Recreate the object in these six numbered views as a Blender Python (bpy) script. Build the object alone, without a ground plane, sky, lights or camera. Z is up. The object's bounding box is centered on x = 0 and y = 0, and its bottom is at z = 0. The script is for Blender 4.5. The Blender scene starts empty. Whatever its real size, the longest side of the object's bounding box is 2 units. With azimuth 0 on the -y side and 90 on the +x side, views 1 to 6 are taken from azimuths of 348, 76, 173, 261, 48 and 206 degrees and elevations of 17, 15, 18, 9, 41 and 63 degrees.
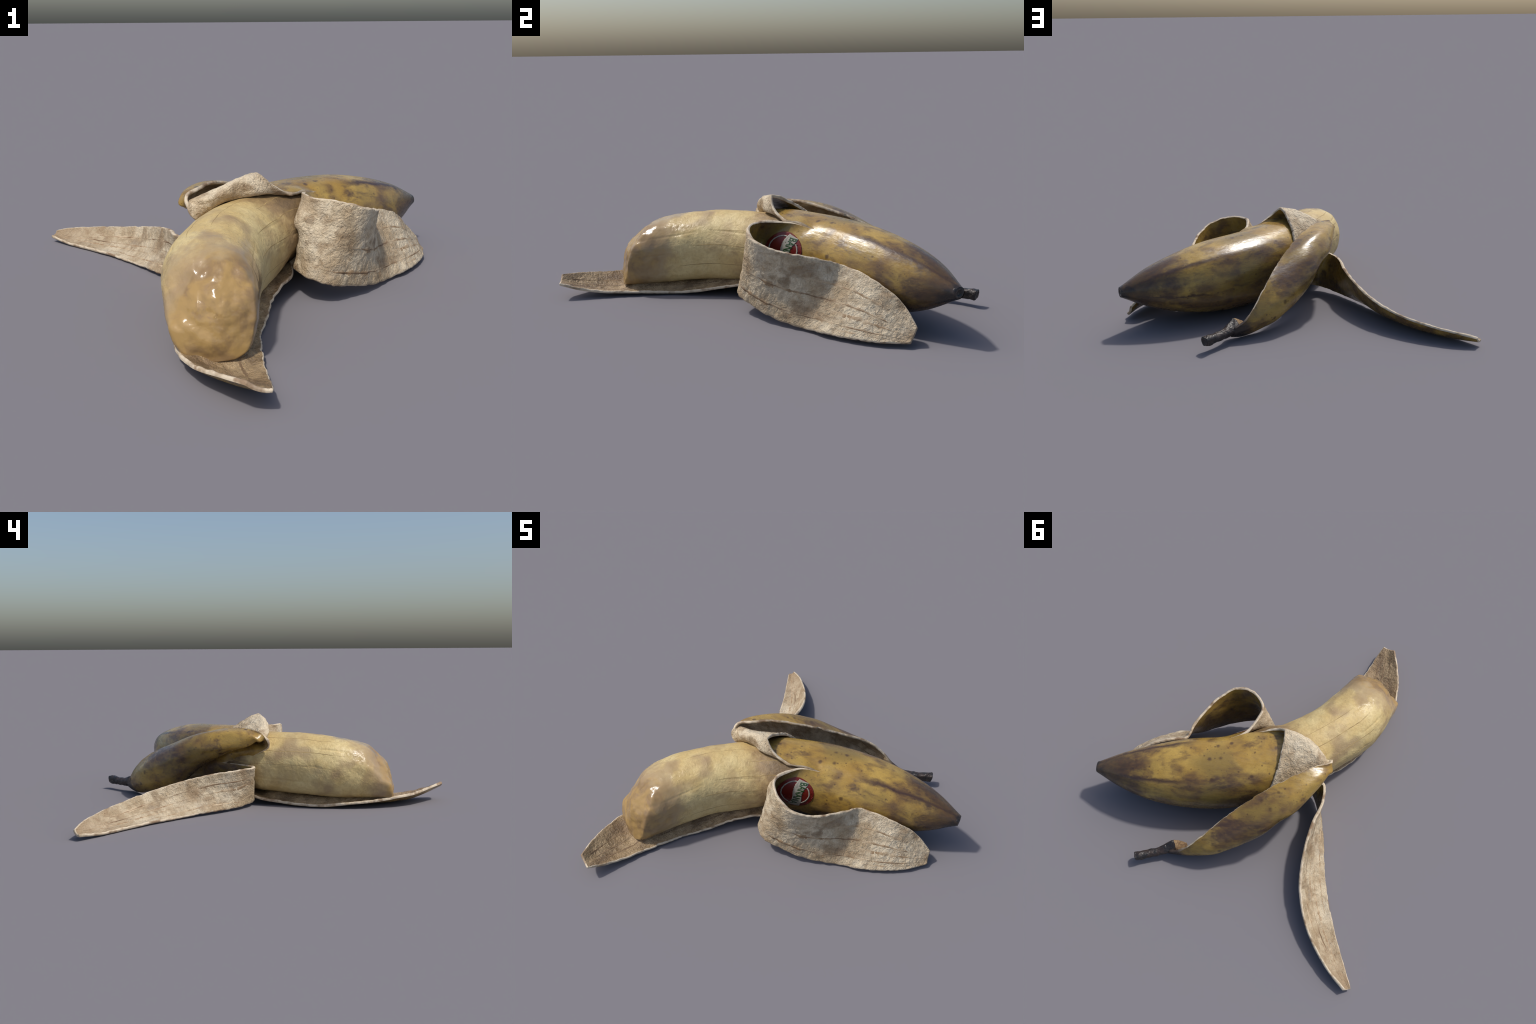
"""A half peeled, overripe banana lying on its side: flesh with a bitten end, the unpeeled
lower half of the skin, four torn peel strips, the neck with its stem, and a fruit sticker."""
import bpy, bmesh, math
import numpy as np
from mathutils import Vector, noise as mnoise
from mathutils.bvhtree import BVHTree

RAD = math.radians
THICK = 0.0145            # thickness of the peel

# ------------------------------------------------------------------ small helpers
def catmull(C, t):
    """Catmull-Rom through control rows C (K, ...), at float indices t."""
    C = np.asarray(C, float)
    P = np.concatenate([2 * C[:1] - C[1:2], C, 2 * C[-1:] - C[-2:-1]])
    t = np.clip(np.asarray(t, float), 0, len(C) - 1 - 1e-9)
    i = t.astype(int)
    f = (t - i).reshape(t.shape + (1,) * (C.ndim - 1))
    a, b, c, d = P[i], P[i + 1], P[i + 2], P[i + 3]
    return .5 * (2 * b + (c - a) * f + (2 * a - 5 * b + 4 * c - d) * f**2 + (3 * b - a - 3 * c + d) * f**3)

def hermite_rows(rows, n):
    """Resample a stack of control rows (K, m, 3) to n rows, spaced by mean chord length."""
    rows = np.asarray(rows, float)
    d = np.linalg.norm(np.diff(rows, axis=0), axis=2).mean(1)
    L = np.r_[0, np.cumsum(d)]
    K = len(rows)
    T = np.empty_like(rows)
    sl = np.diff(rows, axis=0) / d[:, None, None]
    for k in range(1, K - 1):
        w = d[k] / (d[k - 1] + d[k])
        T[k] = w * sl[k - 1] + (1 - w) * sl[k]
    T[0], T[-1] = sl[0], sl[-1]
    s = np.linspace(0, L[-1], n)
    i = np.clip(np.searchsorted(L, s, side='right') - 1, 0, K - 2)
    h = d[i]
    f = (s - L[i]) / h
    f, h = f[:, None, None], h[:, None, None]
    return ((2*f**3 - 3*f**2 + 1) * rows[i] + (f**3 - 2*f**2 + f) * h * T[i]
            + (-2*f**3 + 3*f**2) * rows[i + 1] + (f**3 - f**2) * h * T[i + 1]), s

def across(rows, m):
    """Resample each control row (n, k, 3) to m columns."""
    k = rows.shape[1]
    return np.swapaxes(catmull(np.swapaxes(rows, 0, 1), np.linspace(0, k - 1, m)), 0, 1)

def smooth(a, b, x):
    t = np.clip((np.asarray(x, float) - a) / (b - a), 0, 1)
    return t * t * (3 - 2 * t)

def fbm(P, scale, octaves=3, seed=0.0):
    out = np.empty(len(P))
    off = Vector((seed * 7.31, seed * 3.17, seed * 5.77))
    for i, p in enumerate(P):
        out[i] = mnoise.fractal(Vector(p) * scale + off, 0.9, 2.1, octaves)
    return out

def grid_normals(G, wrap=False):
    du = np.gradient(G, axis=0)
    if wrap:
        E = np.concatenate([G[:, -1:], G, G[:, :1]], 1)
        dv = (E[:, 2:] - E[:, :-2]) / 2
    else:
        dv = np.gradient(G, axis=1)
    n = np.cross(dv, du)
    return n / (np.linalg.norm(n, axis=2, keepdims=True) + 1e-12)

# ------------------------------------------------------------------ the banana's long axis
# stations from the bitten end (0) to the blossom end (9): x, y, z, half width, half height
AXIS = np.array([
    [-0.301, -0.674, 0.164, 0.137, 0.143], [-0.263, -0.388, 0.204, 0.174, 0.163],
    [-0.195, -0.207, 0.222, 0.171, 0.168], [-0.066, -0.001, 0.227, 0.184, 0.168],
    [0.027, 0.095, 0.243, 0.201, 0.172],  [0.198, 0.245, 0.214, 0.196, 0.197],
    [0.402, 0.357, 0.208, 0.188, 0.189],  [0.572, 0.442, 0.210, 0.154, 0.153],
    [0.726, 0.507, 0.214, 0.098, 0.100],  [0.863, 0.558, 0.216, 0.030, 0.026]])

def axis_at(st):
    """centre, sideways, up, half width, half height at station st (array)."""
    st = np.asarray(st, float)
    S = catmull(AXIS, st)
    t = catmull(AXIS[:, :3], st + .02) - catmull(AXIS[:, :3], st - .02)
    end = st < .02
    t = np.where(end[..., None], AXIS[1, :3] - AXIS[0, :3], t)
    t /= np.linalg.norm(t, axis=-1, keepdims=True)
    h = np.cross(t, [0, 0, 1.0]); h /= np.linalg.norm(h, axis=-1, keepdims=True)
    return S[..., :3], h, np.cross(h, t), S[..., 3], S[..., 4]

def edges5(th, st):
    """The five soft ridges along a banana."""
    d = (np.degrees(th) - 62 + 36) % 72 - 36
    ridge = np.exp(-(d / 12.0) ** 2) - .28
    return 1 + .028 * smooth(4.2, 5.2, st) * smooth(8.9, 7.8, st) * ridge

def tube(st, deg, off=0.0):
    """Point on the skin's outer face; off moves it outward."""
    st, th = np.broadcast_arrays(np.asarray(st, float), np.radians(np.asarray(deg, float)))
    c, h, u, rw, rh = axis_at(st)
    grow = THICK * smooth(4.4, 3.0, st)             # the skin lies on the flesh where it is peeled
    k = edges5(th, st)
    k = k * (1 + .10 * smooth(5.8, 7.2, st) * smooth(8.95, 8.3, st) * np.exp(-(((np.degrees(th) + 180) % 360 - 180 + 42) / 28.0) ** 2))
    a = (rw + grow) * k + off
    b = (rh + grow) * k + off
    return c + (a * np.cos(th))[..., None] * h + (b * np.sin(th))[..., None] * u

MID = -THICK / 2
def trow(*pairs):
    p = np.array(pairs, float)
    return tube(p[:, 0], p[:, 1], MID)

# ------------------------------------------------------------------ torn edges of the strips
# clefts (station, angle) where neighbouring strips part
CLEFT = {'right_low': (4.2, -52.0), 'top': (5.05, 53.0), 'left': (4.08, 186.0), 'left_low': (4.0, 228.0)}

# edge curves of the strips (control points along each torn edge, from the skin to the tip)
P4U = [(-.194, .159, .226), (-.284, .088, .222), (-.328, .182, .214), (-.331, .309, .198), (-.36, .472, .17),
       (-.42, .642, .132), (-.524, .79, .1), (-.648, .896, .079), (-.757, .961, .064), (-.842, .995, .047)]
P4L = [(-.168, .108, .05), (-.226, .082, .026), (-.303, .158, .016), (-.378, .27, .013), (-.446, .395, .013), (-.519, .525, .009),
       (-.605, .651, .011), (-.698, .771, .009), (-.791, .879, .011), (-.869, .971, .025)]
P1A = [(-.211, .066, .046), (-.254, -.055, .022), (-.322, -.172, .014), (-.370, -.292, .014), (-.405, -.415, .029),
       (-.417, -.54, .039), (-.413, -.665, .055), (-.381, -.784, .067), (-.329, -.887, .086), (-.265, -.987, .1)]
P1B = [(.11, -.05, .075), (.053, -.134, .073), (-.018, -.246, .046), (-.064, -.362, .024), (-.107, -.46, .014),
       (-.129, -.567, .017), (-.147, -.676, .022), (-.162, -.787, .028), (-.175, -.897, .046), (-.192, -.998, .075)]
P2U = [(.185, .062, .388), (.172, -.033, .4), (.189, -.111, .402), (.272, -.163, .398), (.374, -.16, .367),
       (.443, -.084, .335), (.48, .02, .313), (.499, .121, .289), (.506, .195, .263), (.584, .242, .252),
       (.678, .304, .216), (.754, .372, .149), (.831, .4, .074)]
P2L = [(.125, -.04, .105), (.119, -.069, .112), (.146, -.165, .104), (.221, -.198, .081), (.308, -.166, .059),
       (.397, -.116, .038), (.479, -.05, .019), (.56, .024, .01), (.636, .066, .016), (.69, .112, .017),
       (.745, .17, .017), (.808, .258, .018), (.852, .362, .02)]

NV = {'P1': 44, 'P2': 56, 'P3': 68, 'P4': 30}
ORDER = ['P2', 'P3', 'P4', 'P1']
SPAN = {'P2': ('right_low', 'top'), 'P3': ('top', 'left'), 'P4': ('left', 'left_low'), 'P1': ('left_low', 'right_low')}

def base_row(name, k):
    (s0, a0), (s1, a1) = CLEFT[SPAN[name][0]], CLEFT[SPAN[name][1]]
    if a1 < a0:
        a1 += 360
    f = np.linspace(0, 1, k)
    return s0 + (s1 - s0) * f, a0 + (a1 - a0) * f

def bulged(A, B, h, tang, k=5, skew=0.0):
    """A row from edge point A to edge point B, bowed by h along the outward normal."""
    A, B = np.array(A), np.array(B)
    n = np.cross(B - A, tang); n /= np.linalg.norm(n)
    v = np.linspace(0, 1, k)[:, None]
    w = v + skew * v * (1 - v)
    return A + (B - A) * v + 4 * w * (1 - w) * h * n

def strip_rows(A, B, bulge, first):
    A, B = np.array(A, float), np.array(B, float)
    T = np.gradient((A + B) / 2, axis=0)
    return list(first) + [bulged(a, b, h, t) for a, b, h, t in zip(A, B, bulge, T)]

def make_controls():
    C = {}
    # front strip, lying under the flesh; its belly follows the table
    rows = [trow(*zip(*base_row('P1', 5)))]
    belly = [.042, .034, .022, .012, .0088, .0088, .011, .020, .046, .080]
    for k, (a, b, z) in enumerate(zip(P1A, P1B, belly)):
        v = np.linspace(0, 1, 5)[:, None]
        r = np.array(a) + (np.array(b) - a) * v
        m = (a[2] + b[2]) / 2
        r[:, 2] += (4 * v * (1 - v))[:, 0] * (z - m)
        r[:, 2] = np.maximum(r[:, 2], .009)
        rows.append(r)
    C['P1'] = rows
    # side strip: folds away from the flesh, loops round and lies against the skin
    rows = [trow(*zip(*base_row('P2', 5)))]
    rows.append(trow((4.1, -50), (4.25, -25), (4.4, 0), (4.52, 26), (4.78, 53)))
    r = trow((3.98, -46), (4.05, -22), (4.1, 3), (4.15, 28), (4.35, 52)); r[0] = P2L[0]; r[-1] = P2U[0]; rows.append(r)
    r = trow((3.9, -46), (3.86, -22), (3.84, 3), (3.84, 24), (4.0, 48)); r[0] = P2L[1]; r[-1] = P2U[1]; rows.append(r)
    bulge = [.001, .004, .008, .011, .011, .009, .005, .003, .002, .004, .004]
    A, B = np.array(P2L[2:]), np.array(P2U[2:])
    T = np.gradient((A + B) / 2, axis=0)
    for a, b, h, t in zip(A, B, bulge, T):
        rows.append(bulged(a, b, h, t))
    C['P2'] = rows
    # left strip, stretched out on the table
    rows = [trow(*zip(*base_row('P4', 5)))]
    r = trow((3.4, 186), (3.38, 195), (3.36, 205), (3.4, 216), (3.5, 228)); r[0] = P4U[0]; r[-1] = P4L[0]; rows.append(r)
    r = trow((2.85, 187), (2.87, 196), (2.9, 205), (2.92, 216), (2.9, 230)); r[0] = P4U[1]; r[-1] = P4L[1]; r[1:4] += np.array([-.028, .003, 0]); rows.append(r)
    bulge = [.004, .014, .022, .026, .026, .022, .015, .008]
    A, B = np.array(P4U[2:]), np.array(P4L[2:])
    T = np.gradient((A + B) / 2, axis=0)
    for a, b, h, t in zip(A, B, bulge, T):
        rows.append(bulged(a, b, h, t))
    C['P4'] = rows
    # top strip: lifted off the flesh, twisted, hanging outside up on the far side, with the neck
    rows = [trow(*zip(*base_row('P3', 7)))]
    rows.append(trow((4.84, 53), (4.66, 76), (4.48, 98), (4.3, 120), (4.14, 143), (3.98, 163), (3.84, 184)))
    r = trow((4.6, 53), (4.3, 76), (4.05, 98), (3.85, 120), (3.7, 143), (3.6, 163), (3.5, 180))
    r[0] = (.197, .098, .388); r[-1] = (-.167, .144, .253); rows.append(r)
    r = trow((4.1, 58), (3.75, 77), (3.45, 95), (3.2, 113), (3.05, 133), (2.95, 150), (2.9, 168))
    r[0] = (.118, .038, .394); r[-1] = (-.229, .057, .287); rows.append(r)
    r = trow((3.5, 68), (3.3, 80), (3.1, 92), (2.9, 105), (2.75, 122), (2.65, 138), (2.6, 150))
    r[0] = (.05, .012, .435); r[1, 2] += .02; r[2, 2] += .008; r[5] = (-.245, .022, .334); r[-1] = (-.276, .005, .328); rows.append(r)
    rows.append(np.array([(-.004, .014, .478), (-.05, .004, .470), (-.1, -.004, .458), (-.15, -.012, .43),
                          (-.2, -.006, .402), (-.260, .026, .370), (-.294, .012, .366)]))
    rows.append(np.array([(-.022, .04, .478), (-.075, .038, .463), (-.13, .036, .444), (-.195, .036, .418),
                          (-.258, .042, .388), (-.308, .058, .366), (-.291, .046, .402)]))
    rows.append(np.array([(-.044, .119, .442), (-.1, .118, .414), (-.155, .118, .382), (-.218, .116, .350),
                          (-.286, .110, .348), (-.302, .104, .392), (-.231, .110, .419)]))
    sec = [  # belly sections: centre, direction of travel, half width, half height, angle of upper edge, of lower edge, extra fullness
        ((-.18, .237, .350), (.3, .95), .088, .070, 68, 288, .012), ((-.135, .315, .322), (.43, .9), .096, .084, 58, 296, .013),
        ((-.062, .412, .262), (.62, .78), .099, .108, 65, 296, .015), ((.023, .508, .192), (.73, .68), .090, .122, 74, 276, .017),
        ((.075, .555, .165), (.78, .63), .090, .119, 88, 266, .017), ((.125, .598, .138), (.82, .57), .089, .113, 103, 262, .016),
        ((.19, .642, .111), (.85, .52), .079, .098, 122, 262, .013), ((.243, .676, .088), (.86, .51), .070, .084, 140, 266, .008),
        ((.288, .706, .066), (.84, .54), .056, .062, 150, 268, .004), ((.326, .742, .057), (.78, .62), .037, .038, 155, 268, 0)]
    low = [(-.062, .225, .37), (-.058, .288, .30)]
    web = [(-.112, .232, .300), (-.085, .300, .244)]
    up = [(-.148, .223, .416), (-.074, .316, .39), (-.001, .418, .353), (.063, .513, .308),
          (.098, .572, .280), (.133, .630, .247), (.174, .684, .2), (.210, .720, .152), (.255, .747, .100), (.305, .765, .074)]
    for k, (c, d, a, b, f1, f0, full) in enumerate(sec):
        d = np.array([d[0], d[1], 0]) / np.hypot(*d)
        h = np.cross(d, [0, 0, 1])
        f = np.radians(np.linspace(f0, f1, 7))
        if k == 0: f = np.radians([288, 286, 284, 242, 196, 130, 68])
        if k == 1: f = np.radians([296, 284, 272, 226, 178, 116, 58])
        r = np.array(c) + ((a + MID) * np.cos(f))[:, None] * h + ((b + MID) * np.sin(f))[:, None] * np.array([0, 0, 1.])
        r -= (full * np.exp(-((np.degrees(f) - 175) / 42.0) ** 2))[:, None] * h
        if k < 2:
            r[0] = low[k]
            r[1] = web[k]
        if up[k] is not None:
            r[-1] = up[k]
        rows.append(r)
    C['P3'] = rows
    return C

STEPS = {'P1': 220, 'P2': 300, 'P3': 300, 'P4': 240}

def ragged(G, s, seed, amp=.02):
    """Wavy, nicked torn edges: each row is squeezed a little from both sides."""
    n, m, _ = G.shape
    out = np.empty_like(G)
    ease = smooth(.12, .3, s) * smooth(s[-1], s[-1] - .12, s)
    v = np.arange(m, dtype=float)
    for i in range(n):
        e0 = ease[i] * amp * (mnoise.fractal(Vector((s[i] * 22, seed, 0)), .8, 2.2, 4) + .35)
        e1 = ease[i] * amp * (mnoise.fractal(Vector((s[i] * 22, seed, 9)), .8, 2.2, 4) + .35)
        vv = np.linspace(e0, 1 - e1, m) * (m - 1)
        out[i] = catmull(G[i], np.clip(vv, 0, m - 1))
    return out

# ------------------------------------------------------------------ build the whole skin as one sheet
ctrl = make_controls()
sheet, arclen = {}, {}
for name in ORDER:
    rows, s = hermite_rows(ctrl[name], STEPS[name])
    G = across(rows, NV[name])
    st, ang = base_row(name, NV[name])
    true0 = tube(st, ang, MID)
    w = (1 - smooth(0, .1, s))[:, None, None]
    G = G + w * (true0 - G[0])[None]
    G = ragged(G, s, {'P1': 1, 'P2': 2, 'P3': 3, 'P4': 4}[name], .013 if name in ('P2', 'P3') else .019)
    G[:, :, 2] = np.maximum(G[:, :, 2], .0085)
    sheet[name], arclen[name] = G, s

NROW = 170
cols_st = np.concatenate([base_row(n, NV[n])[0][:-1] for n in ORDER])
cols_an = np.concatenate([base_row(n, NV[n])[1][:-1] for n in ORDER])
f = np.linspace(0, 1, NROW)[:, None] ** .9
body = tube(cols_st[None] + (9 - cols_st[None]) * f, np.broadcast_to(cols_an, (NROW, len(cols_an))), MID)

# one shared set of normals: body and strips meet without a seam
nb = grid_normals(body[::-1], wrap=True)[::-1]
normals = {}
col0 = 0
for name in ORDER:
    G = sheet[name]
    m = NV[name]
    idx = np.arange(col0, col0 + m) % len(cols_an)
    ext = np.concatenate([body[6:0:-1][:, idx], G])
    n = grid_normals(ext)[6:]
    w = (1 - smooth(0, .06, arclen[name]))[:, None, None]
    n = n * (1 - w) + nb[0][idx][None] * w * 1.0 if False else n
    normals[name] = n / np.linalg.norm(n, axis=2, keepdims=True)
    # rows of the body next to the seam take the strip's normal at the seam
    k = smooth(8, 0, np.arange(9))[:, None, None]
    inner = slice(0, m - 1)
    nb[:9][:, idx[inner]] = nb[:9][:, idx[inner]] * (1 - k) + n[0][inner][None] * k
    col0 += m - 1
nb /= np.linalg.norm(nb, axis=2, keepdims=True)
col0 = 0
for name in ORDER:
    m = NV[name]
    idx = np.arange(col0, col0 + m) % len(cols_an)
    normals[name][0] = nb[0][idx]
    col0 += m - 1

def lumps(P, N, seed, amp):
    a = amp * fbm(P.reshape(-1, 3), 16, 2, seed).reshape(P.shape[:2])
    return P + a[..., None] * N

def add_mesh(name, verts, faces, mat, parent=None, vnormals=None, flat=False):
    me = bpy.data.meshes.new(name)
    me.from_pydata([tuple(v) for v in verts], [], [tuple(f) for f in faces])
    me.polygons.foreach_set('use_smooth', [not flat] * len(me.polygons))
    me.materials.append(mat)
    if vnormals is not None:
        me.normals_split_custom_set_from_vertices([tuple(v) for v in vnormals])
    me.update()
    ob = bpy.data.objects.new(name, me)
    bpy.context.collection.objects.link(ob)
    if parent is not None:
        ob.parent = parent
    return ob

def grid_faces(n, m, wrap=False, flip=False, start=0):
    out = []
    for i in range(n - 1):
        for j in range(m if wrap else m - 1):
            a, b = start + i * m + j, start + i * m + (j + 1) % m
            c, d = b + m, a + m
            out.append((a, d, c, b) if flip else (a, b, c, d))
    return out
# MATERIALS_HERE

class Nodes:
    """Thin wrapper that makes node trees readable."""
    def __init__(self, name, rough=.5):
        self.m = bpy.data.materials.new(name); self.m.use_nodes = True
        self.t = self.m.node_tree
        self.b = self.t.nodes['Principled BSDF']
        self.b.inputs['Roughness'].default_value = rough
        self.co = self.t.nodes.new('ShaderNodeTexCoord').outputs['Object']
    def put(self, socket, v):
        if isinstance(v, bpy.types.NodeSocket):
            self.t.links.new(v, socket)
        elif isinstance(v, (tuple, list)) and len(v) == 3 and socket.type == 'RGBA':
            socket.default_value = (*v, 1)
        else:
            socket.default_value = v
    def math(self, op, a, b=0.0, c=0.0, clamp=False):
        n = self.t.nodes.new('ShaderNodeMath'); n.operation = op; n.use_clamp = clamp
        for k, v in enumerate((a, b, c)):
            self.put(n.inputs[k], v)
        return n.outputs[0]
    def mapping(self, scale=(1, 1, 1), rot=(0, 0, 0), loc=(0, 0, 0), co=None):
        n = self.t.nodes.new('ShaderNodeMapping')
        self.put(n.inputs['Vector'], co or self.co)
        n.inputs['Scale'].default_value = scale; n.inputs['Rotation'].default_value = rot; n.inputs['Location'].default_value = loc
        return n.outputs[0]
    def noise(self, scale, detail=3, rough=.55, dist=0.0, co=None):
        n = self.t.nodes.new('ShaderNodeTexNoise')
        self.put(n.inputs['Vector'], co or self.co)
        for k, v in (('Scale', scale), ('Detail', detail), ('Roughness', rough), ('Distortion', dist)):
            n.inputs[k].default_value = v
        return n.outputs[0]
    def voronoi(self, scale, feature='F1', co=None, out='Distance', rand=1.0):
        n = self.t.nodes.new('ShaderNodeTexVoronoi'); n.feature = feature
        self.put(n.inputs['Vector'], co or self.co); n.inputs['Scale'].default_value = scale
        n.inputs['Randomness'].default_value = rand
        return n.outputs[out]
    def step(self, v, a, b, lo=0.0, hi=1.0):
        n = self.t.nodes.new('ShaderNodeMapRange'); n.interpolation_type = 'SMOOTHSTEP'
        self.put(n.inputs['Value'], v)
        for k, q in ((1, a), (2, b), (3, lo), (4, hi)):
            n.inputs[k].default_value = q
        return n.outputs[0]
    def mix(self, f, a, b, mode='MIX'):
        n = self.t.nodes.new('ShaderNodeMix'); n.data_type = 'RGBA'; n.blend_type = mode
        self.put(n.inputs['Factor'], f); self.put(n.inputs[6], a); self.put(n.inputs[7], b)
        return n.outputs[2]
    def xyz(self, co=None):
        n = self.t.nodes.new('ShaderNodeSeparateXYZ'); self.put(n.inputs[0], co or self.co)
        return n.outputs
    def bump(self, h, strength, dist, base=None):
        n = self.t.nodes.new('ShaderNodeBump'); self.put(n.inputs['Height'], h)
        n.inputs['Strength'].default_value = strength; n.inputs['Distance'].default_value = dist
        if base is not None:
            self.put(n.inputs['Normal'], base)
        return n.outputs[0]
    def done(self, color, normal=None, rough=None):
        self.put(self.b.inputs['Base Color'], color)
        if normal is not None:
            self.put(self.b.inputs['Normal'], normal)
        if rough is not None:
            self.put(self.b.inputs['Roughness'], rough)
        return self.m

TURN = math.atan2(.426, .905)        # heading of the unpeeled half on the table

def skin_material(name, body):
    k = Nodes(name, .34)
    along = k.mapping(rot=(0, 0, -TURN))
    streak = k.mapping(scale=(.5, 1, 1), co=along)
    big = k.noise(5.5, 3, .55, .3)
    med = k.noise(13, 4, .62, .4, streak)
    fine = k.noise(60, 4, .6, 0, streak)
    grain = k.noise(210, 2, .6)
    ochre = k.mix(k.step(k.noise(7, 2), .35, .68), (.365, .220, .046), (.51, .335, .080))
    olive = k.mix(k.step(k.noise(3.5, 2), .42, .62), ochre, (.26, .172, .045))
    brown1 = k.mix(k.step(fine, .35, .65), (.150, .085, .037), (.100, .056, .033))
    mask1 = k.step(k.math('ADD', k.math('MULTIPLY', big, .62), k.math('MULTIPLY', med, .45)), .465, .650)
    c = k.mix(k.math('MULTIPLY', mask1, .88), olive, brown1)
    dark = k.step(k.math('ADD', k.math('MULTIPLY', k.noise(8.5, 4, .6, .5, streak), .75), k.math('MULTIPLY', fine, .25)), .505, .68)
    c = k.mix(k.math('MULTIPLY', dark, .85), c, (.060, .034, .029))
    # round freckles of different sizes
    for sc, lo, hi, thr, st in ((17, .08, .27, .68, .8), (34, .06, .25, .64, .7), (75, .06, .28, .60, .55)):
        jig = k.mix(.05, k.co, k.t.nodes.new('ShaderNodeTexNoise').outputs[1])
        v = k.t.nodes.new('ShaderNodeTexVoronoi'); v.inputs['Scale'].default_value = sc
        k.put(v.inputs['Vector'], k.co)
        pick = k.step(k.xyz(v.outputs['Color'])[0], thr, thr + .06)
        spot = k.math('MULTIPLY', k.step(k.math('ADD', v.outputs['Distance'], k.math('MULTIPLY', k.math('SUBTRACT', fine, .5), .25)), lo, hi, 1, 0), pick)
        c = k.mix(k.math('MULTIPLY', spot, st), c, (.065, .034, .020))
    if body:
        x, y, z = k.xyz(along)
        th = k.math('ARCTAN2', k.math('SUBTRACT', z, .212), k.math('SUBTRACT', .149, y))
        wob = k.math('MULTIPLY', k.math('SUBTRACT', med, .5), .35)
        for a, w, s in ((62, .15, .95), (133, .13, .9), (-170, .07, .85), (-98, .08, .6)):
            dd = k.math('ABSOLUTE', k.math('ADD', k.math('SUBTRACT', th, RAD(a)), wob))
            rid = k.math('MULTIPLY', k.step(dd, 0, w, 1, 0), k.step(k.noise(9, 3, .6, 0, streak), .30, .50))
            rid = k.math('MULTIPLY', rid, k.step(x, .42, .60))
            c = k.mix(k.math('MULTIPLY', rid, s), c, (.052, .027, .023))
        endn = k.math('ADD', x, k.math('MULTIPLY', k.math('SUBTRACT', med, .5), .35))
        c = k.mix(k.math('MULTIPLY', k.step(endn, .70, .93), .88), c, k.mix(k.step(fine, .35, .65), (.075, .042, .027), (.05, .032, .024)))
        c = k.mix(k.step(endn, .94, 1.03), c, (.020, .018, .019))
    else:
        # the neck darkens towards the stem
        x, y, z = k.xyz(k.mapping(rot=(0, 0, -.635)))
        e = k.math('ADD', x, k.math('MULTIPLY', k.math('SUBTRACT', med, .5), .16))
        lim = k.math('MULTIPLY', k.step(e, .60, .70), k.step(y, .30, .36))
        lim = k.math('MULTIPLY', k.step(e, .60, .68), k.step(k.math('SUBTRACT', k.xyz()[1], k.xyz()[0]), .25, .30))
        c = k.mix(lim, c, (.022, .018, .017))
    c = k.mix(k.step(grain, .25, .75, 0, .22), c, (.08, .05, .025))
    n = k.bump(k.noise(26, 3, .55, .3, streak), .14, .012)
    n = k.bump(k.noise(150, 3, .6, 0, k.mapping(scale=(.12, 1, 1), co=along)), .16, .003, n)
    r = k.step(fine, .3, .7, .20, .36)
    return k.done(c, n, r)

def pith_material(name, wet, heading=0.0, tip=None, tone=1.0):
    k = Nodes(name, .8)
    big = k.noise(6, 3, .6, .4)
    mid = k.noise(17, 4, .6, .6)
    if wet:
        a, b, d = (.44, .32, .18), (.29, .195, .10), (.13, .082, .043)
    else:
        a, b, d = (.75, .635, .450), (.48, .365, .225), (.24, .155, .080)
        a, b = tuple(q * tone for q in a), tuple(q * tone for q in b)
    c = k.mix(k.step(big, .36, .64), a, b)
    c = k.mix(k.math('MULTIPLY', k.step(mid, .52, .74), .65), c, d)
    c = k.mix(k.math('MULTIPLY', k.step(k.noise(9, 3, .6, .2, k.mapping(loc=(3, 1, 2))), .54, .70), .62), c, tuple(q * .75 for q in d))
    band = k.noise(13, 3, .55, .2, k.mapping(scale=(.13, 1, 1), co=k.mapping(rot=(0, 0, -RAD(heading)))))
    c = k.mix(k.math('MULTIPLY', k.step(band, .53, .68), .7), c, tuple(q * 1.1 for q in d))
    if tip:               # the tips have dried brown
        sx, sy, sz = k.xyz()
        t = k.math('ADD', k.math('MULTIPLY', sx, tip[0]), k.math('MULTIPLY', sy, tip[1]))
        t = k.math('ADD', t, k.math('MULTIPLY', k.math('SUBTRACT', mid, .5), .5))
        c = k.mix(k.math('MULTIPLY', k.step(t, tip[2], tip[3]), .6), c, tuple(q * 1.15 for q in d))
    cool = k.step(k.noise(11, 2, .5, 0, k.mapping(loc=(7, 2, 5))), .52, .7)
    c = k.mix(k.math('MULTIPLY', cool, .2), c, (.50, .48, .41) if not wet else (.2, .15, .1))
    # leathery creases
    wn = k.t.nodes.new('ShaderNodeTexNoise'); wn.inputs['Scale'].default_value = 30; k.put(wn.inputs['Vector'], k.co)
    warp = k.mix(.03, k.co, wn.outputs[1])
    cell = k.voronoi(62, 'DISTANCE_TO_EDGE', warp)
    crack = k.step(cell, .0, .16)
    fine = k.noise(150, 4, .65, .2)
    rid = k.noise(58, 3, .6, .5, warp)
    h = k.math('ADD', k.math('MULTIPLY', rid, .8), k.math('MULTIPLY', crack, .07))
    h = k.math('ADD', h, k.math('MULTIPLY', fine, .30))
    c = k.mix(k.step(rid, .34, .52, .22, 0), c, d)  # hollows of the grain painted darker, crevice shade added to the bump
    c = k.mix(k.step(crack, .0, .6, .12, 0), c, d)
    c = k.mix(k.step(fine, .36, .58, .18, 0), c, d)
    n = k.bump(h, .9, .013)
    return k.done(c, n, .42 if wet else .72)

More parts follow.
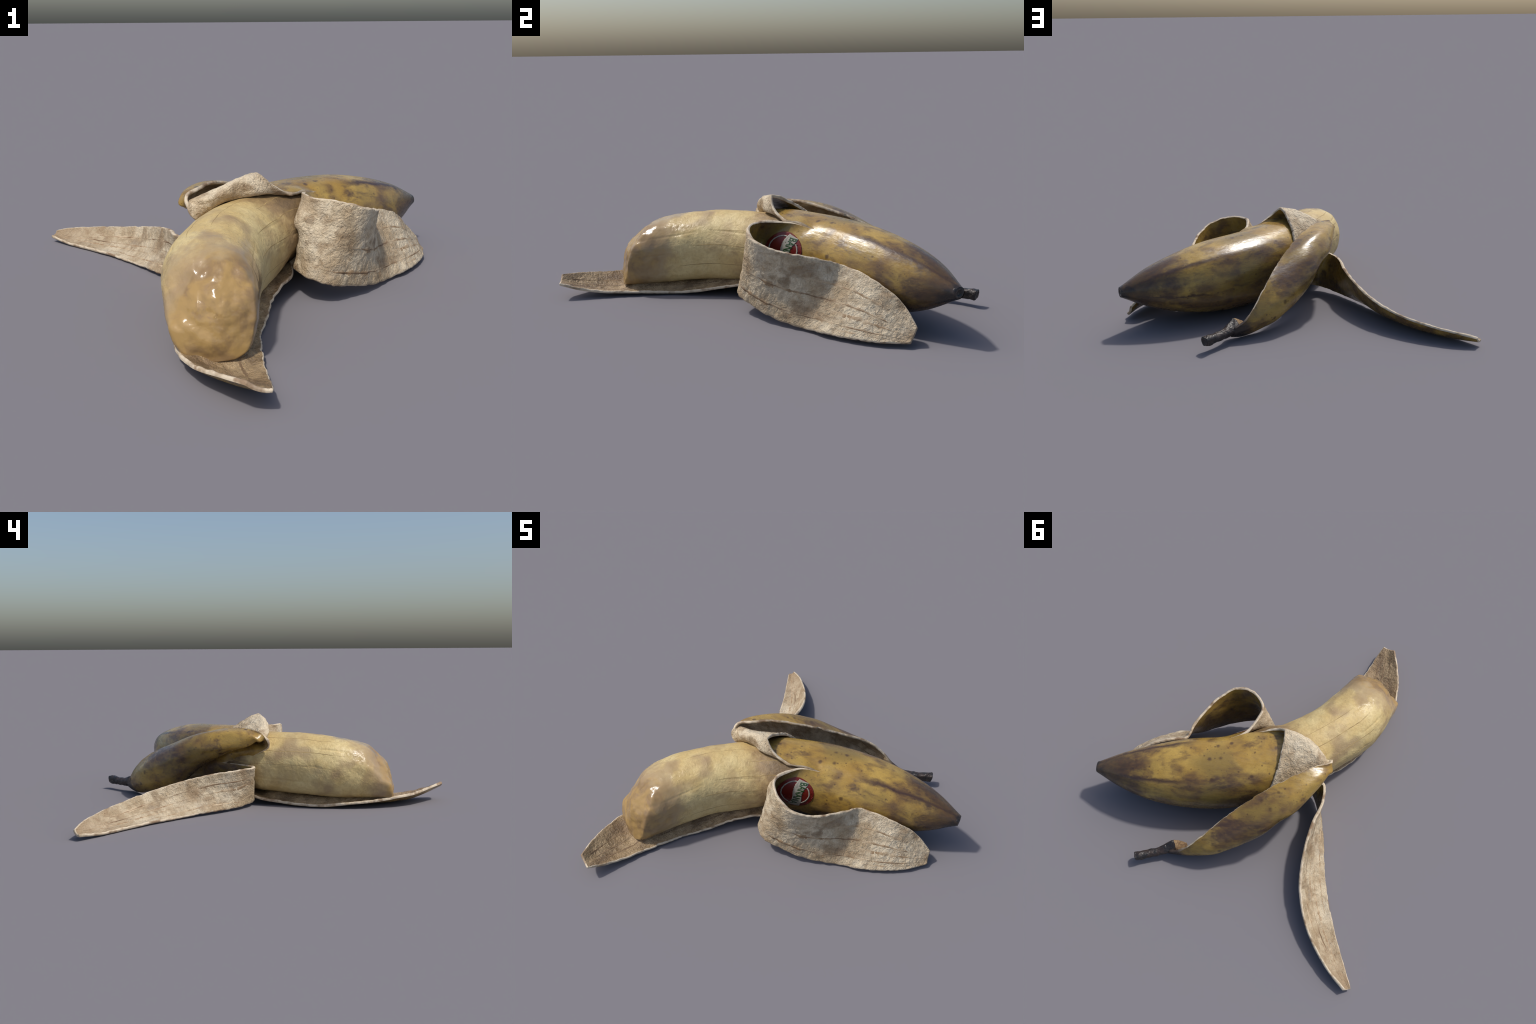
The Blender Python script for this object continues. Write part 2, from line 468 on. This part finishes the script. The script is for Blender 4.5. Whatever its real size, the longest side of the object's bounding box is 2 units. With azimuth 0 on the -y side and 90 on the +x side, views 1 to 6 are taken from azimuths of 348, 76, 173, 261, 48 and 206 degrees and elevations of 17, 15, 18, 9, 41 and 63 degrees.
def rim_material():
    k = Nodes('torn_rim', .7)
    c = k.mix(k.step(k.noise(22, 3), .42, .66), (.62, .52, .38), (.40, .30, .19))
    c = k.mix(k.math('MULTIPLY', k.step(k.noise(11, 3, .6), .52, .66), .75), c, (.24, .15, .085))
    x, y, z = k.xyz()
    c = k.mix(k.math('MULTIPLY', k.step(k.xyz(k.mapping(rot=(0, 0, -.635)))[0], .60, .66), k.step(k.math('SUBTRACT', y, x), .25, .30)), c, (.05, .035, .028))
    return k.done(c, k.bump(k.noise(120, 3), .5, .004))

def flesh_material():
    k = Nodes('flesh', .45)
    x, y, z = k.xyz()
    big = k.noise(6.5, 3, .55, .3); mid = k.noise(15, 4, .6, .3); fine = k.noise(70, 4, .6, .2)
    c = k.mix(k.step(k.noise(9, 2), .36, .64), (.66, .52, .245), (.57, .42, .175))
    c = k.mix(k.math('MULTIPLY', k.step(k.math('ADD', k.math('MULTIPLY', big, .7), k.math('MULTIPLY', mid, .3)), .50, .66), .55), c, (.38, .26, .125))
    c = k.mix(k.math('MULTIPLY', k.step(k.noise(4.5, 2, .5, 0, k.mapping(loc=(2, 5, 1))), .54, .66), .6), c, (.26, .17, .105))
    # browned, bitten end
    e = k.math('ADD', k.math('ADD', y, k.math('MULTIPLY', z, -.25)), k.math('MULTIPLY', k.math('SUBTRACT', big, .5), .35))
    endm = k.step(e, -.55, -.66)
    endc = k.mix(k.step(k.noise(10, 4, .6, .4, k.mapping(loc=(1, 3, 4))), .40, .62), (.38, .245, .090), (.255, .165, .078))
    endc = k.mix(k.math('MULTIPLY', k.step(mid, .55, .68), .5), endc, (.24, .15, .085))
    c = k.mix(endm, c, endc)
    c = k.mix(k.math('MULTIPLY', k.math('MULTIPLY', k.step(e, -.48, -.56), k.step(e, -.66, -.58)), .6), c, (.28, .19, .12))
    # browned where the peel was torn away
    t = k.math('ADD', k.math('ADD', k.math('MULTIPLY', y, .8), k.math('MULTIPLY', x, .6)), k.math('MULTIPLY', k.math('SUBTRACT', mid, .5), .25))
    c = k.mix(k.math('MULTIPLY', k.step(t, -.155, .01), .8), c, (.25, .16, .075))
    c = k.mix(k.math('MULTIPLY', k.step(t, -.05, .06), .8), c, (.12, .078, .04))
    c = k.mix(k.step(fine, .35, .6, .22, 0), c, (.34, .22, .09))
    skin = k.math('ADD', k.math('MULTIPLY', k.noise(34, 4, .62, 1.4), .8), k.math('MULTIPLY', fine, .3))
    rough_part = k.math('MULTIPLY', skin, k.step(e, -.62, -.45, .25, 1))
    n = k.bump(rough_part, .42, .010)
    r = k.step(k.math('ADD', e, k.math('MULTIPLY', k.math('SUBTRACT', fine, .5), .12)), -.56, -.40, .16, .55)
    return k.done(c, n, r)

def dark_material():
    k = Nodes('dried_stem', .4)
    c = k.mix(k.step(k.noise(30, 4, .6, .3), .42, .68), (.020, .018, .018), (.042, .028, .023))
    n = k.bump(k.noise(70, 4, .6, .6), .7, .006)
    return k.done(c, n, k.step(k.noise(50, 3), .35, .65, .22, .5))

def torn_material():
    k = Nodes('torn_fibre', .85)
    c = k.mix(k.step(k.noise(60, 4), .38, .62), (.33, .22, .11), (.15, .09, .05))
    return k.done(c, k.bump(k.noise(150, 4), .8, .006))

def fibre_material(name, a, b):
    k = Nodes(name, .75)
    c = k.mix(k.step(k.noise(14, 4, .6), .38, .62), a, b)
    return k.done(c, k.bump(k.noise(120, 3), .5, .003))

def flat_material(name, col, rough=.35):
    k = Nodes(name, rough)
    return k.done(k.mix(k.step(k.noise(40, 3), .3, .7, 0, .18), col, tuple(q * .6 for q in col)))

M_SKIN = skin_material('banana_skin', True)
M_SKIN2 = skin_material('strip_skin', False)
M_PITHS = {'P1': pith_material('wet_pith', True, -75), 'P2': pith_material('pith', False, 36, (.88, .47, .72, .98), .95),
           'P3': pith_material('shaded_pith', False, 50), 'P4': pith_material('dry_pith', False, 123, (-.55, .83, .98, 1.24), .86)}
M_RIM = rim_material()
M_FLESH = flesh_material()
M_DARK = dark_material()
M_TORN = torn_material()
M_FIB = fibre_material('brown_fibre', (.14, .085, .043), (.28, .19, .11))
M_STAIN = fibre_material('brown_stain', (.28, .185, .10), (.50, .39, .255))
M_STAIN_WET = fibre_material('dark_stain', (.15, .095, .05), (.27, .185, .10))
M_FIB2 = fibre_material('flesh_fibre', (.24, .16, .065), (.42, .30, .12))
# MATERIALS_END

root = bpy.data.objects.new('peeled_banana', None)
bpy.context.collection.objects.link(root)
root['label'] = 'half peeled overripe banana with bitten end and four torn peel strips'
root['category'] = 'peeled banana'

# ---- unpeeled skin
bo = body - MID * nb
nbv = nb.reshape(-1, 3)
skin = add_mesh('skin', bo.reshape(-1, 3), grid_faces(NROW, body.shape[1], wrap=True, flip=True), M_SKIN, root, nbv)

# ---- strips: outer skin, with the pith (inner face and torn rim) as its child
strip_obj = {}
INNER = {}
THREADS = {'P1': [(.3, .55, .97, .003), (.52, .5, .98, .0035), (.72, .3, .95, .003), (.85, .15, .7, .0025)],
           'P2': [(.16, .22, .98, .0045), (.47, .30, .90, .004), (.70, .55, .92, .003), (.32, .66, .97, .003), (.08, .7, .98, .0025)],
           'P3': [(.5, .5, .95, .003), (.75, .5, .9, .003)],
           'P4': [(.28, .18, .8, .0035), (.50, .15, .97, .0028), (.66, .45, .98, .0028), (.85, .2, .75, .002)]}
for k, name in enumerate(ORDER):
    G, N = sheet[name], normals[name]
    n, m, _ = G.shape
    thin = np.ones((n, 1, 1))
    outer = G - MID * N
    outer[:, :, 2] = np.maximum(outer[:, :, 2], .0012)
    ob = add_mesh('peel_strip', outer.reshape(-1, 3), grid_faces(n, m), M_SKIN2, root, N.reshape(-1, 3))
    strip_obj[name] = ob
    inner = G + MID * N
    ease = smooth(.02, .2, arclen[name])[:, None]
    wr = fbm(inner.reshape(-1, 3), 30, 4, k + 2.0).reshape(n, m) * .0032 + fbm(inner.reshape(-1, 3), 9, 2, k + 8.0).reshape(n, m) * .003
    inner = inner - (wr * ease)[..., None] * N
    if name == 'P1':      # pulp still clinging to the peel: it swells up to meet the flesh
        v = np.linspace(0, 1, m)[None]
        y = inner[:, :, 1]
        inner[:, :, 2] += .034 * smooth(.0, .24, v) * smooth(1, .74, v) * smooth(-.715, -.61, y) * smooth(.05, -.06, y)
    INNER[name] = (inner, N)
    # rim: closed band round the free edges (edge, tip, edge), with a rounded middle line
    loop = [(i, 0) for i in range(n)] + [(n - 1, j) for j in range(1, m)] + [(i, m - 1) for i in range(n - 2, -1, -1)]
    I = np.array([inner[i, j] for i, j in loop]); O = np.array([outer[i, j] for i, j in loop])
    Gm = np.array([G[i, j] for i, j in loop])
    inw = np.array([G[min(i, n - 3), min(max(j, 2), m - 3)] for i, j in loop])
    outw = Gm - inw; outw /= np.linalg.norm(outw, axis=1, keepdims=True) + 1e-9
    jag = np.array([.0011 * mnoise.fractal(Vector(p) * 26, .8, 2.1, 3) for p in Gm])[:, None]
    mid1 = I * .7 + O * .3 + outw * (.004 + jag)
    mid2 = I * .3 + O * .7 + outw * (.003 + jag)
    base = n * m
    V = np.concatenate([inner.reshape(-1, 3), mid1, mid2, O])
    V[:, 2] = np.maximum(V[:, 2], .001)
    F = grid_faces(n, m, flip=True)
    L = len(loop)
    ii = [i * m + j for i, j in loop]
    for q in range(L - 1):
        a = [ii[q], base + q, base + L + q, base + 2 * L + q]
        b = [ii[q + 1], base + q + 1, base + L + q + 1, base + 2 * L + q + 1]
        for r in range(3):
            F.append((a[r], a[r + 1], b[r + 1], b[r]))
    pith = add_mesh('pith', V, F, M_PITHS[name], ob)
    pith.data.materials.append(M_RIM)
    nin = (n - 1) * (m - 1)
    for p in pith.data.polygons[nin:]:
        p.material_index = 1
    # vascular threads: low brown ribs along the inner face
    for kind_, mat_, width_, raise_ in (('stain', M_STAIN_WET if name == 'P1' else M_STAIN, 2.6, .0), ('fibre', M_FIB, .75, .0006)):
        V, F = [], []
        for v0, i0, i1, wid in THREADS[name][:9 if kind_ == 'stain' else 2]:
            a, b = int(i0 * (n - 1)), int(i1 * (n - 1))
            path = []
            for i in range(a, b + 1, 2):
                vv = (v0 + .012 * mnoise.noise(Vector((i * .03, v0 * 30, k)))) * (m - 1)
                q = catmull(inner[i], np.array([vv]))[0]; nn = N[i, int(vv)]
                tw = catmull(inner[i], np.array([min(vv + .6, m - 1)]))[0] - catmull(inner[i], np.array([vv - .6]))[0]
                tw /= np.linalg.norm(tw)
                fade = min(1, (i - a) / 18, (b - i) / 18)
                w = width_ * wid * (.15 + .85 * fade) * max(.12, .55 + 1.5 * mnoise.noise(Vector((i * .045, v0 * 9, 3 + width_))) + .5 * mnoise.noise(Vector((i * .21, v0 * 9, 5))))
                sh = .5 * w * mnoise.noise(Vector((i * .08, v0 * 5, 9)))
                path.append([q + tw * (w * x + sh) - nn * (.0009 * y - .0006 + raise_) for x, y in ((-1, 0), (-.5, .9), (0, 1.1), (.5, .9), (1, 0))])
            s0 = len(V)
            for r in path:
                V += r
            F += [tuple(q + s0 for q in f) for f in grid_faces(len(path), 5, flip=True)]
        fib = add_mesh(kind_, V, F, mat_, ob)
        fib['kind'] = 'stuff'


# ---- flesh with the bitten end
def flesh_radius(st):
    return -THICK - .003 - THICK * 0

def bite_y(x, z):
    """The bitten face: nearly upright low down, sloping back towards the top."""
    zz = [0, .04, .1, .15, .205, .235, .27, .30, .325, .345, .36, .38, .42]
    yy = [-.685, -.685, -.683, -.674, -.657, -.630, -.597, -.569, -.543, -.510, -.471, -.43, -.36]
    sm = sum(np.interp(z + o, zz, yy) for o in np.linspace(-.028, .028, 9)) / 9
    return sm + .24 * np.maximum(-.31 - x, 0) + .32 * np.maximum(-.40 - x, 0) + .9 * np.maximum(-.35 - x, 0) * smooth(.10, .24, z) - .012 * smooth(-.34, -.28, x) * smooth(.17, .22, z) * smooth(.36, .30, z) - .010 * np.exp(-((x + .25) / .06) ** 2)

def build_flesh():
    NT, NS = 240, 330
    ang = np.linspace(-180, 180, NT, endpoint=False)
    def pt(st, a):
        st = np.asarray(st, float)
        # beyond station 0 the axis runs straight on
        q = tube(np.maximum(st, 0), a, -THICK - .003)
        c, h, u, rw, rh = axis_at(np.maximum(st, 0))
        # squarer section near the bite
        th = np.radians(a)
        k = smooth(1.6, .2, st)
        sq = 1 + k * .05 * (np.abs(np.sin(2 * th)) ** 1.3) * (np.sin(th) > 0)
        sq = sq + .085 * smooth(.8, .1, st) * np.exp(-((np.abs(np.degrees(th)) - 178) / 42.0) ** 2)
        low = (np.abs(np.cos(th)) ** 4.5 + np.abs(np.sin(th)) ** 4.5 + 1e-9) ** (-1 / 4.5)   # settled into the peel below
        keep = np.where(np.cos(th) < 0, .42 - .10 * smooth(.1, 1.0, st), .60)
        sq = sq + (low - 1) * keep * (np.sin(th) < 0) * smooth(3.6, 2.6, st)
        grow = THICK * (1 - smooth(4.4, 3.0, st)) * 0 + (.003) * smooth(3, 2, st)
        q = c + (q - c) * (sq * (1 + grow / .17))[..., None]
        q = q + np.minimum(st, 0)[..., None] * (AXIS[1, :3] - AXIS[0, :3])
        return q
    # station at which each line along the flesh meets the bite
    sts = np.linspace(1.4, -.6, 400)
    rim = np.empty(NT)
    for j, a in enumerate(ang):
        q = pt(sts, np.full_like(sts, a))
        hit = np.nonzero(q[:, 1] < bite_y(q[:, 0], q[:, 2]))[0]
        rim[j] = sts[hit[0]] if len(hit) else -.3
    rim = (np.roll(rim, 1) + rim * 2 + np.roll(rim, -1)) / 4
    rows = []
    back = 5.9
    for i in range(NS):
        f = i / (NS - 1)
        rows.append(pt(back + (rim + .10 - back) * f, ang))
    rows = np.array(rows)
    edge = pt(rim, ang)
    cx, cz = edge[:, 0].mean(), edge[:, 2].mean()
    last = rows[-1]
    caps = []
    NC = 70
    for i in range(1, NC + 1):
        r = 1 - i / NC
        ctr = np.array([cx, 0, cz])
        p = np.empty_like(edge)
        p[:, 0] = cx + (edge[:, 0] - cx) * r
        p[:, 2] = cz + (edge[:, 2] - cz) * r
        p[:, 1] = bite_y(p[:, 0], p[:, 2])
        caps.append(p)
    G = np.concatenate([rows, np.array(caps)])
    # round the bitten edge off
    for it in range(14):
        S = G.copy()
        S[1:-1] = (G[:-2] + 2 * G[1:-1] + G[2:]) / 4
        k = np.zeros(len(G)); k[NS - 26:NS + 30] = 1; k = np.convolve(k, np.ones(9) / 9, 'same')
        G += (S - G) * k[:, None, None]
        G[NS:] = (np.roll(G[NS:], 1, 1) + 2 * G[NS:] + np.roll(G[NS:], -1, 1)) / 4
    N = grid_normals(G, wrap=True)
    N[-3:] = N[-4].mean(0); N /= np.linalg.norm(N, axis=2, keepdims=True)
    i = np.arange(len(G))
    cap = smooth(NS - 20, NS + 8, i)
    flat = G.reshape(-1, 3)
    d = (fbm(flat, 7, 2, 3.3) * .009 + fbm(flat, 17, 2, 5.1) * .0058 + fbm(flat, 45, 2, 2.1) * .0008).reshape(G.shape[:2]) * cap[:, None]
    d += (fbm(flat, 22, 3, 1.7) * .0016 + fbm(flat, 6, 2, 6.2) * .003).reshape(G.shape[:2]) * (1 - cap[:, None])
    # shallow lengthwise grooves
    for a0, dep in [(5, .003), (35, .003), (66, .0035), (100, .0025), (140, .004), (175, .003), (-30, .003), (205, .003)]:
        da = (ang - a0 + 180) % 360 - 180
        gap = np.array([smooth(-.1, .5, mnoise.noise(Vector((q * .022, a0 * 1.7, 0)))) for q in range(len(G))])
        wob = np.array([2.0 * mnoise.noise(Vector((q * .03, a0 * .9, 4))) for q in range(len(G))])
        d -= dep * .75 * gap[:, None] * np.exp(-((da[None] + wob[:, None]) / 1.5) ** 2) * (1 - cap[:, None])
    d[-4:] = d[-4:].mean()
    G = G + d[..., None] * N
    G[:, :, 2] = np.maximum(G[:, :, 2], .018)
    return G, N
FL, FN = build_flesh()
n, m, _ = FL.shape
V = np.concatenate([FL.reshape(-1, 3), FL[-1].mean(0)[None]])
F = grid_faces(n, m, wrap=True) + [((n - 1) * m + j, (n - 1) * m + (j + 1) % m, n * m) for j in range(m)]
flesh = add_mesh('flesh', V, F, M_FLESH, root)
V, F = [], []
for a0, f0, f1, wid in [(12, .22, .80, .0026), (38, .30, .72, .003), (64, .18, .62, .0026), (92, .40, .88, .0022), (119, .28, .93, .0032),
                        (-20, .3, .86, .0026), (150, .45, .95, .0026), (176, .35, .9, .003)]:
    j0 = (a0 + 180) / 360 * m
    path = []
    for i in range(int(f0 * 330), int(f1 * 330), 2):
        fade = min(1, (i - f0 * 330) / 24, (f1 * 330 - i) / 24)
        jj = j0 + 1.6 * mnoise.noise(Vector((i * .02, a0, 1)))
        w = 1.35 * wid * (.3 + .7 * fade) * (.55 + .9 * abs(mnoise.noise(Vector((i * .06, a0, 7)))))
        ja = int(jj) % m
        t_ = jj - int(jj)
        q = FL[i, ja] * (1 - t_) + FL[i, (ja + 1) % m] * t_
        side_ = FL[i, (ja + 2) % m] - FL[i, ja - 1]; side_ /= np.linalg.norm(side_)
        path.append([q + side_ * w * x_ + FN[i, ja] * (.0011 * y_ - .0007) for x_, y_ in ((-1, 0), (-.5, .8), (0, 1), (.5, .8), (1, 0))])
    s0 = len(V)
    for r in path:
        V += r
    F += [tuple(q + s0 for q in f_) for f_ in grid_faces(len(path), 5)]
add_mesh('fibre', V, F, M_FIB2, flesh)['kind'] = 'stuff'

# ---- fruit sticker on the skin, partly inside the loop of the side strip
def skin_point(sheet_col, run, lift):
    """Point on the outer skin: column of the side strip, distance along it (positive to the blossom end)."""
    G0, N0 = sheet['P2'], normals['P2']
    mm = NV['P2']
    j = np.clip(sheet_col, 0, mm - 1.001); ja = int(j); t_ = j - ja
    if run >= 0:
        P_ = body[:, ja % body.shape[1]] * (1 - t_) + body[:, (ja + 1) % body.shape[1]] * t_
        Q_ = nb[:, ja % body.shape[1]]
    else:
        P_ = G0[:, ja] * (1 - t_) + G0[:, ja + 1] * t_
        Q_ = N0[:, ja]
    L_ = np.r_[0, np.cumsum(np.linalg.norm(np.diff(P_, axis=0), axis=1))]
    r_ = abs(run)
    p = np.array([np.interp(r_, L_, P_[:, k_]) for k_ in range(3)])
    n_ = np.array([np.interp(r_, L_, Q_[:, k_]) for k_ in range(3)]); n_ /= np.linalg.norm(n_)
    return p + n_ * (THICK / 2 + lift)

S_ANG, S_RUN, S_R = 13.0, -.078, .090                # centre angle, centre run at that column, radius
def base_run(col):
    return (base_row('P2', NV['P2'])[0][int(col)] - base_row('P2', NV['P2'])[0][int((S_ANG + 52) / 105 * 55)]) * .2
def on_sticker(px, py, lift):
    """px along the banana, py round it, both in metres from the sticker's centre."""
    col = (S_ANG + math.degrees(py / .198) + 52) / 105 * (NV['P2'] - 1)
    return skin_point(col, S_RUN + px - base_run(min(max(col, 0), NV['P2'] - 1)), lift)

def patch(name, outline, mat, lift, parent, fine=.006):
    """A flat outline (list of 2D loops), filled, refined and wrapped on the skin."""
    bm = bmesh.new()
    for loop in outline:
        vs = [bm.verts.new((a, b, 0)) for a, b in loop]
        for q in range(len(vs)):
            bm.edges.new((vs[q], vs[(q + 1) % len(vs)]))
    bmesh.ops.triangle_fill(bm, use_beauty=True, edges=bm.edges[:])
    for _ in range(5):
        long = [e for e in bm.edges if e.calc_length() > fine]
        if not long:
            break
        bmesh.ops.subdivide_edges(bm, edges=long, cuts=1)
    bmesh.ops.triangulate(bm, faces=bm.faces[:])
    top = [v.co.copy() for v in bm.verts]
    for v, c_ in zip(bm.verts, top):
        v.co = Vector(on_sticker(c_.x, c_.y, lift))
    bmesh.ops.recalc_face_normals(bm, faces=bm.faces[:])
    me = bpy.data.meshes.new(name); bm.to_mesh(me); bm.free()
    me.materials.append(mat)
    me.polygons.foreach_set('use_smooth', [True] * len(me.polygons))
    ob = bpy.data.objects.new(name, me); bpy.context.collection.objects.link(ob); ob.parent = parent
    sol = ob.modifiers.new('thickness', 'SOLIDIFY'); sol.thickness = .0012; sol.offset = 0
    return ob

def circle(r, n=72, sx=1.0):
    return [(sx * r * math.cos(a), r * math.sin(a)) for a in np.linspace(0, 2 * math.pi, n, endpoint=False)]
M_RED = flat_material('sticker_red', (.17, .015, .010), .3)  # red, and the white below, darkened to carry the strip loop's shadow
M_WHITE = flat_material('sticker_white', (.40, .37, .30), .3)
M_GREEN = flat_material('sticker_green', (.025, .075, .02), .3)
sticker = patch('sticker', [circle(S_R, sx=1.08)], M_RED, .0018, root)
def arc_band(r, w, a0, a1, n=50, sx=1.08):
    A = np.radians(np.linspace(a0, a1, n))
    return [(sx * (r + w) * math.cos(a), (r + w) * math.sin(a)) for a in A] + [(sx * (r - w) * math.cos(a), (r - w) * math.sin(a)) for a in A[::-1]]
patch('sticker_ring', [arc_band(.068, .0030, 88, 256)], M_WHITE, .0034, sticker)
patch('sticker_ring', [arc_band(.068, .0030, -64, 40)], M_WHITE, .0034, sticker)
Y = np.linspace(-1, 1, 40)
left = [(-.010 + .020 * y - .010 * math.sin(2.9 * y + .3), y * .083) for y in Y]
right = [(.044 + .017 * y - .010 * math.sin(2.9 * y + .9) * (1 if y < .3 else max(0, 1 - (y - .3) * 1.6)), y * (.083 - .012 * max(y, 0))) for y in Y]
patch('sticker_band', [left + right[::-1]], M_WHITE, .0034, sticker)
# the word, running down the band
cu = bpy.data.curves.new('word', 'FONT'); cu.body = 'BANANA'; cu.size = .055; cu.align_x = 'CENTER'; cu.align_y = 'CENTER'; cu.resolution_u = 3
cu.offset = .0011
tmp = bpy.data.objects.new('word', cu); bpy.context.collection.objects.link(tmp)
bpy.context.view_layer.update()
me = bpy.data.meshes.new_from_object(tmp.evaluated_get(bpy.context.evaluated_depsgraph_get()))
bpy.data.objects.remove(tmp); bpy.data.curves.remove(cu)
bm = bmesh.new(); bm.from_mesh(me)
bmesh.ops.triangulate(bm, faces=bm.faces[:])
for _ in range(3):
    long = [e for e in bm.edges if e.calc_length() > .007]
    bmesh.ops.subdivide_edges(bm, edges=long, cuts=1)
bmesh.ops.triangulate(bm, faces=bm.faces[:])
for v in bm.verts:                                    # letters read from top to bottom
    v.co = Vector(on_sticker(.018 + v.co.y * .95 + .016 * (-v.co.x * .62 / .06), -v.co.x * .62, .0046))
bm.to_mesh(me); bm.free()
me.materials.clear(); me.materials.append(M_GREEN); me.name = 'lettering'
word = bpy.data.objects.new('lettering', me); bpy.context.collection.objects.link(word); word.parent = sticker

# ---- blossom end: a small dried nub
def loft(name, secs, mat, parent, k=28, caps=(True, True), rough=0.0, seed=1, mat2=None):
    """sections: centre, x half axis vector, y half axis vector, squareness"""
    V, F = [], []
    ang = np.linspace(0, 2 * np.pi, k, endpoint=False)
    for c, ax, ay, sq in secs:
        rr = 1 + sq * (np.abs(np.sin(2 * ang)) ** 1.5)
        V += list(np.array(c) + (rr * np.cos(ang))[:, None] * np.array(ax) + (rr * np.sin(ang))[:, None] * np.array(ay))
    V = np.array(V)
    if rough:
        V = V + rough * np.array([mnoise.noise_vector(Vector(p) * 38 + Vector((seed, 0, 0))) for p in V])
    n = len(secs)
    F = grid_faces(n, k, wrap=True)
    V = list(V)
    if caps[0]:
        F.append(tuple(range(k))[::-1])
    if caps[1]:
        F.append(tuple((n - 1) * k + j for j in range(k)))
    ob = add_mesh(name, V, F, mat, parent)
    bm = bmesh.new(); bm.from_mesh(ob.data)
    bmesh.ops.recalc_face_normals(bm, faces=bm.faces)
    bm.to_mesh(ob.data); bm.free()
    return ob

def resample_secs(secs, n):
    A = np.array([np.concatenate([c, ax, ay, [sq]]) for c, ax, ay, sq in secs], float)
    B = catmull(A, np.linspace(0, len(A) - 1, n))
    return [(b[:3], b[3:6], b[6:9], b[9]) for b in B]

c, h, u, rw, rh = [q for q in axis_at(np.array(9.0))]
t = np.array([.917, .395, .0])
nub = []
for s, r in [(-.02, 1.02), (-.012, 1.06), (-.004, 1.02), (.001, .92), (.004, .76), (.0035, .5), (-.001, .3), (-.002, .02)]:
    nub.append((c + t * s, h * (rw * r + .001), u * (rh * r + .001), .05))
loft('blossom_tip', resample_secs(nub, 26), M_DARK, skin, rough=.003)

# ---- neck and stem, still on the top strip
d = np.array([.80, .59, -.12]); d /= np.linalg.norm(d)
side = np.cross(d, [0, 0, 1]); side /= np.linalg.norm(side)
up = np.cross(side, d)
def sec(c, w, hgt, sq, lean=0.0):
    a = math.radians(lean)
    return (np.array(c), (side * math.cos(a) + up * math.sin(a)) * w, (up * math.cos(a) - side * math.sin(a)) * hgt, sq)
stem_secs = [sec((.292, .716, .058), .030, .030, .05, 20), sec((.312, .732, .058), .031, .030, .05, 20), sec((.332, .755, .057), .027, .027, .06, 15),
             sec((.356, .782, .055), .0225, .024, .08, 8), sec((.388, .810, .054), .020, .022, .1), sec((.425, .842, .054), .0205, .023, .12),
             sec((.448, .861, .056), .0225, .0245, .14), sec((.457, .868, .057), .0235, .025, .14)]
def neck(secs, k=40):
    """The neck: a round stalk that flares to one torn, pointed side where the other strips came away."""
    V = []
    ang = np.linspace(0, 2 * np.pi, k, endpoint=False)
    n = len(secs)
    for i, (c, ax, ay, sq) in enumerate(secs):
        f = i / (n - 1)
        rr = 1 + sq * np.abs(np.sin(2 * ang)) ** 1.5
        p = np.array(c) + (rr * np.cos(ang))[:, None] * ax + (rr * np.sin(ang))[:, None] * ay
        pull = np.interp(f, [0, .08, .16, .26, .38, .5], [.018, .019, .014, .008, .003, 0])
        p += (pull * np.exp(-(((ang - 1.15 + np.pi) % (2 * np.pi) - np.pi) / .5) ** 2))[:, None] * (up * .92 + side * .38)
        V.append(p)
    return np.array(V)
NK = neck(resample_secs(stem_secs, 70))
flat = NK.reshape(-1, 3)
wob = np.array([mnoise.noise_vector(Vector(p) * 40) for p in flat]).reshape(NK.shape)
NK = NK + wob * .0042 + (np.array([mnoise.noise_vector(Vector(p) * 95) for p in flat]).reshape(NK.shape)) * .0016
k = NK.shape[1]
endc = NK[-1].mean(0)
V = [tuple(p) for p in NK.reshape(-1, 3)]
F = grid_faces(len(NK), k, wrap=True)
ring = NK[-1]
for q, (r, s_) in enumerate([(.86, .004), (.6, .002), (.3, -.002)]):     # worn cut end
    V += [tuple(p) for p in endc + (ring - endc) * r + d * s_]
F = grid_faces(len(NK) + 3, k, wrap=True) + [tuple((len(NK) + 2) * k + j for j in range(k))]
def closed(name, V, F, mat, parent):
    ob = add_mesh(name, V, F, mat, parent)
    bm = bmesh.new(); bm.from_mesh(ob.data)
    bmesh.ops.recalc_face_normals(bm, faces=bm.faces)
    bm.to_mesh(ob.data); bm.free()
    return ob
stem = closed('stem', V, F, M_DARK, strip_obj['P3'])
# torn flesh-side of the neck: a rough tan face sloping back into the strip
r0 = NK[0]; c0 = r0.mean(0)
rows = []
for f in np.linspace(0, 1, 16):
    c = c0 + (np.array([.246, .684, .052]) - c0) * f
    r = c + (r0 - c0) * (1.0 - .62 * f ** 1.3)
    if f > 0:
        r = r + np.array([mnoise.noise_vector(Vector(p) * 55) for p in r]) * .004
    rows.append(r)
V = np.concatenate(rows + [rows[-1].mean(0)[None]])
F = grid_faces(16, k, wrap=True) + [(15 * k + j, 15 * k + (j + 1) % k, 16 * k) for j in range(k)]
closed('torn_neck', V, F, M_TORN, strip_obj['P3'])

bpy.context.view_layer.update()
